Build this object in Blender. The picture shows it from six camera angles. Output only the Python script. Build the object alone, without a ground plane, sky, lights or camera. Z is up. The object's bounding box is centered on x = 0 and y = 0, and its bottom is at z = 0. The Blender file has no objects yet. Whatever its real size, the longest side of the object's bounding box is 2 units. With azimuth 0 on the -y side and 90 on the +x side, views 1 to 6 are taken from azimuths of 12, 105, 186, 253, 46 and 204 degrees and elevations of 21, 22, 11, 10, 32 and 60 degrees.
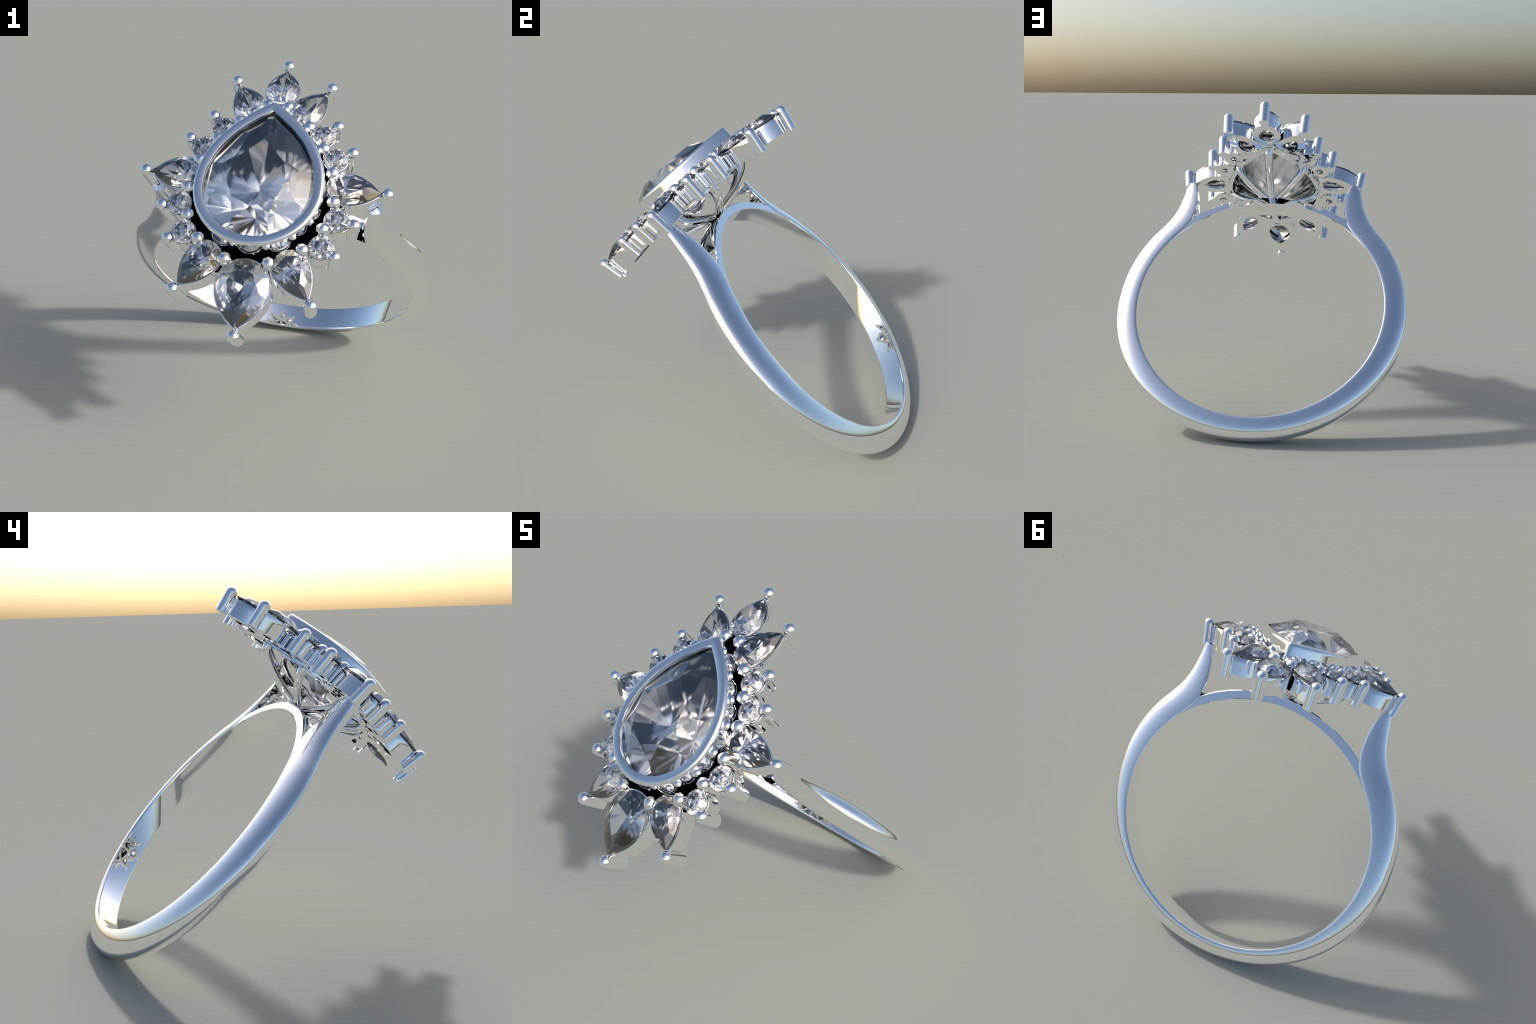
"""Pear-cut cluster ring: a polished white-metal band that flares into two
shoulders, an under-bridge, an eight-wire basket, a pear bezel with a faceted
stone, and a domed halo of sixteen small collet-set stones with bead prongs."""
import bpy, bmesh, math
from mathutils import Vector, Matrix

# ------------------------------------------------------------------ frame
# Ring frame: x across the finger hole, y along the finger, z from the hoop
# centre towards the head.  The whole ring leans back by 45 degrees.
HOOP_Y, HOOP_Z = 0.705, 0.22
POSE = Matrix.Rotation(math.radians(45), 4, 'X') @ Matrix.Translation((0, HOOP_Y, HOOP_Z))

R_IN = 0.780           # finger hole radius
COMFORT = 0.0028       # bulge of the inner surface across the band
DOME_TOP, DOME_Y, DOME_R = 1.141, -0.05, 3.5     # halo lies on a shallow dome


# ------------------------------------------------------------------ materials
def metal_material():
    m = bpy.data.materials.new("polished_white_metal")
    m.use_nodes = True
    nt = m.node_tree
    b = nt.nodes["Principled BSDF"]
    b.inputs["Metallic"].default_value = 1.0
    co = nt.nodes.new("ShaderNodeTexCoord")
    n = nt.nodes.new("ShaderNodeTexNoise")
    n.inputs["Scale"].default_value = 6.0
    ramp = nt.nodes.new("ShaderNodeValToRGB")
    ramp.color_ramp.elements[0].color = (0.985, 0.985, 0.985, 1)
    ramp.color_ramp.elements[1].color = (1.0, 1.0, 1.0, 1)
    nt.links.new(co.outputs["Object"], n.inputs["Vector"])
    nt.links.new(n.outputs["Fac"], ramp.inputs["Fac"])
    nt.links.new(ramp.outputs["Color"], b.inputs["Base Color"])
    b.inputs["Roughness"].default_value = 0.02
    return m


def gem_material():
    m = bpy.data.materials.new("clear_faceted_stone")
    m.use_nodes = True
    nt = m.node_tree
    b = nt.nodes["Principled BSDF"]
    b.inputs["Transmission Weight"].default_value = 1.0
    b.inputs["IOR"].default_value = 2.4
    b.inputs["Roughness"].default_value = 0.09
    b.inputs["Base Color"].default_value = (0.95, 0.95, 0.96, 1)
    return m


def gap_black_material():
    m = bpy.data.materials.new("gap_black")
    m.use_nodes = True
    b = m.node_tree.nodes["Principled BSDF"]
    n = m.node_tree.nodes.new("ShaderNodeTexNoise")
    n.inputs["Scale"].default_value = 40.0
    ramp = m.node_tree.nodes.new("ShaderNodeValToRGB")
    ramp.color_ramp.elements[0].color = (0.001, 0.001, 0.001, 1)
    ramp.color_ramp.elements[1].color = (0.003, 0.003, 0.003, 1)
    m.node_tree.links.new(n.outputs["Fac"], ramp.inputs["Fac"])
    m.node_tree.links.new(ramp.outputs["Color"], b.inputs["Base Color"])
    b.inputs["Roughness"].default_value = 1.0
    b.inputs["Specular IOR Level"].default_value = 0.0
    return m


METAL = metal_material()
DARK = gap_black_material()
GEM = gem_material()


# ------------------------------------------------------------------ helpers
def mesh_from(name, verts, faces, mat, angle=None):
    me = bpy.data.meshes.new(name)
    me.from_pydata([tuple(v) for v in verts], [], faces)
    bm = bmesh.new()
    bm.from_mesh(me)
    bmesh.ops.recalc_face_normals(bm, faces=bm.faces)
    bm.to_mesh(me)
    bm.free()
    me.materials.append(mat)
    if angle is None:
        me.shade_flat()
    else:
        me.shade_smooth()
        me.set_sharp_from_angle(angle=math.radians(angle))
    return me


def place(name, me, parent, matrix=None):
    o = bpy.data.objects.new(name, me)
    bpy.context.scene.collection.objects.link(o)
    o.parent = parent
    if matrix is not None:
        o.matrix_basis = matrix
    return o


def loft(rings, closed_rings=True, loop=False, caps=True):
    """Quads between successive vertex rings of equal length."""
    n = len(rings[0])
    verts = [p for r in rings for p in r]
    faces = []
    m = len(rings)
    for i in range(m if loop else m - 1):
        a, b = i * n, ((i + 1) % m) * n
        for j in range(n if closed_rings else n - 1):
            k = (j + 1) % n
            faces.append((a + j, a + k, b + k, b + j))
    if caps and not loop:
        faces.append(tuple(range(n)))
        faces.append(tuple(range((m - 1) * n, m * n)))
    return verts, faces


def catmull(pts, per):
    """Smooth curve through control points."""
    P = [Vector(p) for p in pts]
    P = [2 * P[0] - P[1]] + P + [2 * P[-1] - P[-2]]
    out = []
    for i in range(1, len(P) - 2):
        p0, p1, p2, p3 = P[i - 1:i + 3]
        for s in range(per):
            t = s / per
            out.append(0.5 * ((2 * p1) + (p2 - p0) * t + (2 * p0 - 5 * p1 + 4 * p2 - p3) * t * t
                              + (3 * p1 - p0 - 3 * p2 + p3) * t ** 3))
    out.append(P[-2])
    return out


def tube(path, radii, sides=20):
    """Round rod along a path, with hemispherical-looking tapered ends."""
    rings = []
    up = Vector((0, 0, 1))
    for i, p in enumerate(path):
        d = (path[min(i + 1, len(path) - 1)] - path[max(i - 1, 0)]).normalized()
        a = d.cross(up)
        if a.length < 1e-3:
            a = d.cross(Vector((1, 0, 0)))
        a.normalize()
        b = d.cross(a)
        rings.append([p + radii[i] * (math.cos(q) * a + math.sin(q) * b)
                      for q in (2 * math.pi * k / sides for k in range(sides))])
    return loft(rings)


# ------------------------------------------------------------------ band
def band_mesh():
    """D-section hoop: flat inside, domed outside; above the side points it
    leaves the finger circle and sweeps up to the halo as two shoulders."""
    # control rows from shoulder tip (right) to the side of the hoop:
    # inner x, inner z, outer x, outer z, half width
    rows = [
        (0.540, 0.966, 0.612, 0.971, 0.048),
        (0.519, 0.900, 0.619, 0.900, 0.052),
        (0.506, 0.825, 0.630, 0.835, 0.057),
        (0.503, 0.745, 0.647, 0.763, 0.063),
        (0.513, 0.665, 0.678, 0.683, 0.068),
        (0.545, 0.585, 0.724, 0.606, 0.072),
        (0.6175, 0.4825, 0.786, 0.514, 0.075),
        (0.6542, 0.4248, 0.845, 0.402, 0.076),
        (0.710, 0.323, 0.890, 0.275, 0.077),
        (0.754, 0.200, 0.917, 0.140, 0.078),
        (0.776, 0.080, 0.926, 0.000, 0.078),
    ]
    inner = catmull([(r[0], r[4], r[1]) for r in rows], 10)
    for p in inner:                       # never dip inside the finger circle
        d = math.hypot(p.x, p.z)
        if d < R_IN + 0.0002 or p.z < 0.4249:
            p.x, p.z = p.x * R_IN / d, p.z * R_IN / d
    outer = catmull([(r[2], r[4], r[3]) for r in rows], 10)
    stations = [(i, o, i.y) for i, o in zip(inner, outer)]
    # lower half of the hoop: the inner point runs ahead so both ends meet at the bottom
    a_in0 = math.atan2(0.080, 0.776)
    n = 90

    def crest(t):                         # slightly thinner towards the bottom
        return 0.903 + 0.023 * (1 - t * t * (3 - 2 * t))

    for k in range(1, n):
        t = k / n
        ai = a_in0 + (-math.pi / 2 - a_in0) * t
        ao = 0 + (-math.pi / 2) * t
        stations.append((Vector((R_IN * math.cos(ai), 0, R_IN * math.sin(ai))),
                         Vector((crest(t) * math.cos(ao), 0, crest(t) * math.sin(ao))), 0.078))
    stations.append((Vector((0, 0, -R_IN)), Vector((0, 0, -crest(1))), 0.078))
    mirror = [(Vector((-i.x, 0, i.z)), Vector((-o.x, 0, o.z)), w) for i, o, w in stations[:-1]][::-1]
    stations += mirror
    # D profile: list of (fraction of half width, fraction of height)
    prof = []
    for k in range(17):                   # comfort fit: the inside bulges slightly towards the finger
        y = -0.9 + 1.8 * k / 16
        prof.append((y, -COMFORT / 0.13 * (1 - (y / 0.9) ** 2)))
    prof += [(0.955, 0.014), (0.988, 0.048), (1.0, 0.095)]
    m = 30
    dome = []
    for k in range(1, m):
        q = math.pi * k / m
        dome.append((math.cos(q), 0.095 + 0.905 * math.sin(q)))
    prof += dome + [(-1.0, 0.095), (-0.988, 0.048), (-0.955, 0.014)]
    rings = []
    for i, o, w in stations:
        i = Vector((i.x, 0, i.z))
        o = Vector((o.x, 0, o.z))
        rings.append([i.lerp(o, h) + Vector((0, y * w, 0)) for y, h in prof])
    v, f = loft(rings)
    return mesh_from("band", v, f, METAL, 35)


def bridge_mesh():
    """Square-edged bar that carries the finger circle under the head."""
    r_out, half = 0.834, 0.066
    rings = []
    n = 90
    for k in range(n + 1):
        a = math.radians(-57 + 114 * k / n)
        ri = R_IN
        e = 0.004
        sec = [(y * (half - e), ri - COMFORT * (1 - y * y)) for y in (j / 6 - 1 for j in range(13))]
        sec += [(half, ri + e), (half, r_out - e),
               (half - e, r_out), (-half + e, r_out), (-half, r_out - e), (-half, ri + e)]
        rings.append([(r * math.sin(a), y, r * math.cos(a)) for y, r in sec])
    v, f = loft(rings)
    return mesh_from("bridge", v, f, METAL, 30)


# ------------------------------------------------------------------ outlines
def pear_point(q, w, length, p=2.2, soft=0.0):
    """Point of a pear outline at polar angle q about the centre of its widest
    line; the point of the pear lies at +y, a half circle closes it at -y."""
    c, s = math.cos(q), math.sin(q)
    if s <= 0:
        return w * c, w * s
    lo, hi = 0.0, max(w, length) * 1.01
    for _ in range(40):
        r = (lo + hi) / 2
        x, t = abs(r * c), r * s / length
        f = 1 - t ** p if t < 1 else 0.0
        if t < 1 and x < w * math.sqrt(f * (f + soft) / (1 + soft)):
            lo = r
        else:
            hi = r
    return lo * c, lo * s          # soft > 0 rounds the point off


def round_point(q, w, length=None, p=None):
    return w * math.cos(q), w * math.sin(q)


# ------------------------------------------------------------------ gemstone
def gem_mesh(name, point, w, length, crown, pavilion, table=0.56, girdle=0.03, smooth=160):
    """Brilliant cut on any outline.  A prism of the outline is ground down one
    flat facet at a time: table, stars, mains and girdle facets on the crown,
    mains and girdle facets running to the culet on the pavilion."""
    g = girdle * w
    bm = bmesh.new()
    ring = [point(math.pi / 2 + 2 * math.pi * (i + 0.5) / smooth, w, length) for i in range(smooth)]
    lo = [bm.verts.new((x, y, -pavilion * 1.5)) for x, y in ring]
    hi = [bm.verts.new((x, y, crown)) for x, y in ring]
    for i in range(smooth):
        j = (i + 1) % smooth
        bm.faces.new((lo[i], lo[j], hi[j], hi[i]))
    bm.faces.new(hi)
    bm.faces.new(lo[::-1])

    def grind(co, no):
        geom = bm.verts[:] + bm.edges[:] + bm.faces[:]
        cut = bmesh.ops.bisect_plane(bm, geom=geom, dist=1e-6, plane_co=co, plane_no=no, clear_outer=True)
        edges = [e for e in cut["geom_cut"] if isinstance(e, bmesh.types.BMEdge) and e.is_boundary]
        if len(edges) >= 3:
            bmesh.ops.edgeloop_fill(bm, edges=edges)

    def facet(k, reach, z0, slope, sign):
        """Plane tangent to the outline scaled by reach at height z0; it rises
        (sign 1) or falls (sign -1) inwards by slope per support distance."""
        q = math.pi / 2 + 2 * math.pi * k / 8
        p = Vector(point(q, w, length))
        d = Vector(point(q + 0.02, w, length)) - Vector(point(q - 0.02, w, length))
        n = Vector((d.y, -d.x)).normalized()
        s = p.dot(n)
        grind((p.x * reach, p.y * reach, z0), Vector((n.x, n.y, sign * s / slope)).normalized())

    rise = (crown - g) / (1 - table)
    for k in range(8):
        facet(k, 1.0, g, rise, 1)                              # crown mains
    for k in range(8):
        for h in (-0.25, 0.25):
            facet(k + h, 1.0, g, rise * 1.28, 1)               # upper girdle
        facet(k + 0.5, table * 0.924, crown, rise * 0.66, 1)   # stars
    for k in range(8):
        for h in (-0.25, 0.25):
            facet(k + h, 1.0, -g, pavilion * 1.012, -1)        # lower girdle
        facet(k, 1.0, -g, pavilion, -1)                        # pavilion mains
    bmesh.ops.dissolve_degenerate(bm, dist=1e-5, edges=bm.edges[:])
    bmesh.ops.recalc_face_normals(bm, faces=bm.faces[:])
    me = bpy.data.meshes.new(name)
    bm.to_mesh(me)
    bm.free()
    me.materials.append(GEM)
    me.shade_flat()
    return me


# ------------------------------------------------------------------ collets
def collet_mesh(name, point, w, length, top, bottom, hole, n=96):
    """Thin-walled cup following the stone outline, with a flat floor that is
    pierced by a smaller opening of the same shape."""
    def ring(s, z):
        return [(*[c * s for c in point(math.pi / 2 + 2 * math.pi * i / n, w, length)], z) for i in range(n)]
    e = 0.05
    rings = [ring(hole, bottom + 0.014), ring(hole, bottom),
             ring(0.985, bottom), ring(1, bottom + 0.0015), ring(1, bottom + 0.018),
             ring(1, top - 0.032), ring(1, top - 0.005), ring(1 - e * 0.3, top - 0.0015), ring(1 - e, top),
             ring(0.89, top - 0.001), ring(0.86, top - 0.006), ring(0.60, top - 0.055)]
    v, f = loft(rings, loop=True)
    return mesh_from(name, v, f, METAL, 40)


def prong_mesh(name, r, centre, bottom, sides=28):
    """Upright pin finished with a rounded bead."""
    prof = [(r * 0.98, bottom), (r, bottom + 0.001), (r, bottom + 0.003), (r, centre - 0.006), (r, centre - 0.002)]
    m = 10
    prof += [(r * math.cos(math.pi / 2 * k / m), centre + r * 0.95 * math.sin(math.pi / 2 * k / m)) for k in range(m)]
    rings = [[(a * math.cos(q), a * math.sin(q), z) for q in (2 * math.pi * i / sides for i in range(sides))] for a, z in prof]
    v, f = loft(rings)
    top = len(v)
    v.append((0, 0, centre + r * 0.95))
    f.pop()
    last = (len(rings) - 1) * sides
    f += [(last + i, last + (i + 1) % sides, top) for i in range(sides)]
    return mesh_from(name, v, f, METAL, 40)


def dome_matrix(x, y, out=None):
    """Local frame on the halo dome: z along the dome normal, y pointing out."""
    z = DOME_TOP - (x * x + (y - DOME_Y) ** 2) / (2 * DOME_R)
    nrm = Vector((x / DOME_R, (y - DOME_Y) / DOME_R, 1)).normalized()
    o = Vector(out + (0,)) if out else Vector((x, y, 0))
    o = (o - nrm * o.dot(nrm)).normalized()
    side = o.cross(nrm)
    return Matrix(((side.x, o.x, nrm.x, x), (side.y, o.y, nrm.y, y), (side.z, o.z, nrm.z, z), (0, 0, 0, 1)))


# ------------------------------------------------------------------ bezel
PEAR_Y = -0.075          # widest line of the centre stone


def bezel_mesh():
    w, length = 0.319, 0.484
    n = 480

    def ring(inset, z):
        soft = max(0.0, 0.07 * (1 - max(inset, 0.0) / 0.035))
        out = []
        for i in range(n):
            q = math.pi / 2 + 2 * math.pi * i / n
            d = inset * (0.9 - 0.5 * math.sin(q)) if inset < 0 else inset     # skirt flares most at the round end
            out.append((*pear_point(q, w - d, length - d * 1.15, soft=soft), z))
        return out
    top, bot = 1.203, 0.975
    rings = [ring(-0.004, bot), ring(-0.0075, bot + 0.003), ring(-0.008, bot + 0.008), ring(-0.008, bot + 0.060),
             ring(-0.0070, top - 0.110), ring(-0.0035, top - 0.066), ring(-0.0004, top - 0.030), ring(-0.0001, top - 0.024)]
    for k in range(1, 8):                                   # rounded outer shoulder of the rim
        q = math.pi / 2 * k / 8
        rings.append(ring(0.020 * (1 - math.cos(q)), top - 0.020 * (1 - math.sin(q))))
    rings += [ring(0.022, top), ring(0.042, top - 0.001), ring(0.048, top - 0.003), ring(0.051, top - 0.008),
              ring(0.052, top - 0.014), ring(0.050, top - 0.030),
              ring(0.030, top - 0.050), ring(0.026, bot + 0.004), ring(0.023, bot)]
    v, f = loft(rings, loop=True)
    return mesh_from("bezel", v, f, METAL, 40)


def floor_mesh(name, mat, lo, hi):
    """Thin web that joins the collets to the bezel under the halo."""
    n = 240

    def ring(w, length, drop):
        out = []
        for i in range(n):
            x, y = pear_point(math.pi / 2 + 2 * math.pi * i / n, w, length, soft=0.05)
            y += PEAR_Y
            out.append((x, y, DOME_TOP - (x * x + (y - DOME_Y) ** 2) / (2 * DOME_R) + drop))
        return out
    rings = [ring(0.300, 0.468, lo), ring(0.325, 0.50, lo), ring(0.350, 0.54, lo),
             ring(0.350, 0.54, hi), ring(0.325, 0.50, hi), ring(0.300, 0.468, hi)]
    v, f = loft(rings, loop=True)
    return mesh_from(name, v, f, mat, 30)


# ------------------------------------------------------------------ build
root = bpy.data.objects.new("gemstone_ring", None)
bpy.context.scene.collection.objects.link(root)
root["label"] = "polished silver ring with pear stone and petal-shaped halo"
root["category"] = "jewelry ring"

place("band", band_mesh(), root, POSE)
place("bridge", bridge_mesh(), root, POSE)
place("halo_web", floor_mesh("halo_web", METAL, -0.121, -0.110), root, POSE)
place("black_gap_plate", floor_mesh("black_gap_plate", DARK, -0.108, -0.098), root, POSE)  # near-black plate modelled to make the gap around the bezel look black
bezel = place("bezel", bezel_mesh(), root, POSE @ Matrix.Translation((0, PEAR_Y, 0)))
place("pear_gemstone", gem_mesh("pear_gemstone", pear_point, 0.283, 0.440, 0.100, 0.245, table=0.52, girdle=0.02),
      bezel, Matrix.Translation((0, 0, 1.162)))

# basket wires from the hub on the bridge up to the bezel
wire_ends = [(0.0, 0.385), (0.215, 0.205), (0.292, -0.055), (0.205, -0.270), (0.0, -0.365)]
wire_ends += [(-x, y) for x, y in wire_ends if x > 0]
for x, y in wire_ends:
    path = catmull([(x, y, 1.005), (x, y, 0.970), (x * 0.90, y * 0.90, 0.930), (x * 0.62, y * 0.62, 0.886),
                    (x * 0.28, y * 0.28, 0.856), (0, 0, 0.836)], 8)
    rad = [0.029 - 0.007 * min(1.0, 1.6 * i / len(path)) for i in range(len(path))]
    v, f = tube(path, rad)
    place("basket_wire", mesh_from("basket_wire", v, f, METAL, 50), root, POSE)

# halo stones: (x, y of outline centre) in the ring frame, outward direction
GIRDLE, CUP_TOP, CUP_BOTTOM = -0.015, -0.027, -0.128
kinds = {
    "round": dict(pt=round_point, w=0.064, l=None),
    "petal": dict(pt=pear_point, w=0.091, l=0.188),
    "short_petal": dict(pt=pear_point, w=0.092, l=0.150),
    "large_petal": dict(pt=pear_point, w=0.137, l=0.222),
}
for k, d in kinds.items():
    d["cup"] = collet_mesh("collet", d["pt"], d["w"], d["l"], CUP_TOP, CUP_BOTTOM, 0.36 if k == "round" else 0.55)
    d["gem"] = gem_mesh("gemstone", d["pt"], d["w"] * 0.945, (d["l"] or 0) * 0.945, 0.030 if k == "round" else 0.036,
                        0.052 if k == "round" else 0.080 if k != "large_petal" else 0.095, table=0.55, girdle=0.04)

# outer prong position decides where each stone points
outer = {
    "T": ("short_petal", (0.0, 0.738), (0.0, 1.0), 0.026),
    "TR": ("petal", (0.2525, 0.606), (0.53, 0.85), 0.026),
    "R1": ("round", (0.323, 0.358), (0.72, 0.69), None),
    "R2": ("round", (0.417, 0.210), (0.87, 0.49), None),
    "RT": ("petal", (0.613, 0.010), (1.0, 0.0), 0.020),
    "R3": ("round", (0.477, -0.185), (0.97, -0.22), None),
    "R4": ("round", (0.409, -0.360), (0.85, -0.52), None),
    "BR": ("petal", (0.334, -0.610), (0.58, -0.815), 0.022),
    "B": ("large_petal", (0.0, -0.800), (0.0, -1.0), 0.022),
}
round_centre = {"R1": (0.258, 0.296), "R2": (0.340, 0.167), "R3": (0.395, -0.167), "R4": (0.341, -0.319)}
inner_prongs = [(0.052, 0.447), (0.180, 0.332), (0.271, 0.212), (0.336, 0.078), (0.364, -0.081),
                (0.334, -0.229), (0.256, -0.349), (0.107, -0.439)]
outer_prong = prong_mesh("prong", 0.0325, -0.010, -0.133)
inner_prong = prong_mesh("bead_prong", 0.0355, -0.012, -0.120)

for key, (kind, ball, out, gap) in outer.items():
    d = kinds[kind]
    length = math.hypot(*out)
    u = (out[0] / length, out[1] / length)
    for sx in ((1,) if abs(ball[0]) < 1e-6 else (1, -1)):
        if kind == "round":
            c = round_centre[key]
        else:
            c = (ball[0] - u[0] * (gap + d["l"]), ball[1] - u[1] * (gap + d["l"]))
        m = dome_matrix(sx * c[0], c[1], (sx * u[0], u[1]))
        cup = place("collet", d["cup"], root, POSE @ m)
        place("gemstone", d["gem"], cup, Matrix.Translation((0, 0, GIRDLE)))
        pm = dome_matrix(sx * ball[0], ball[1], (sx * u[0], u[1]))
        place("prong", outer_prong, cup, m.inverted() @ pm)
for x, y in inner_prongs:
    for sx in (1, -1):
        place("bead_prong", inner_prong, root, POSE @ dome_matrix(sx * x, y))
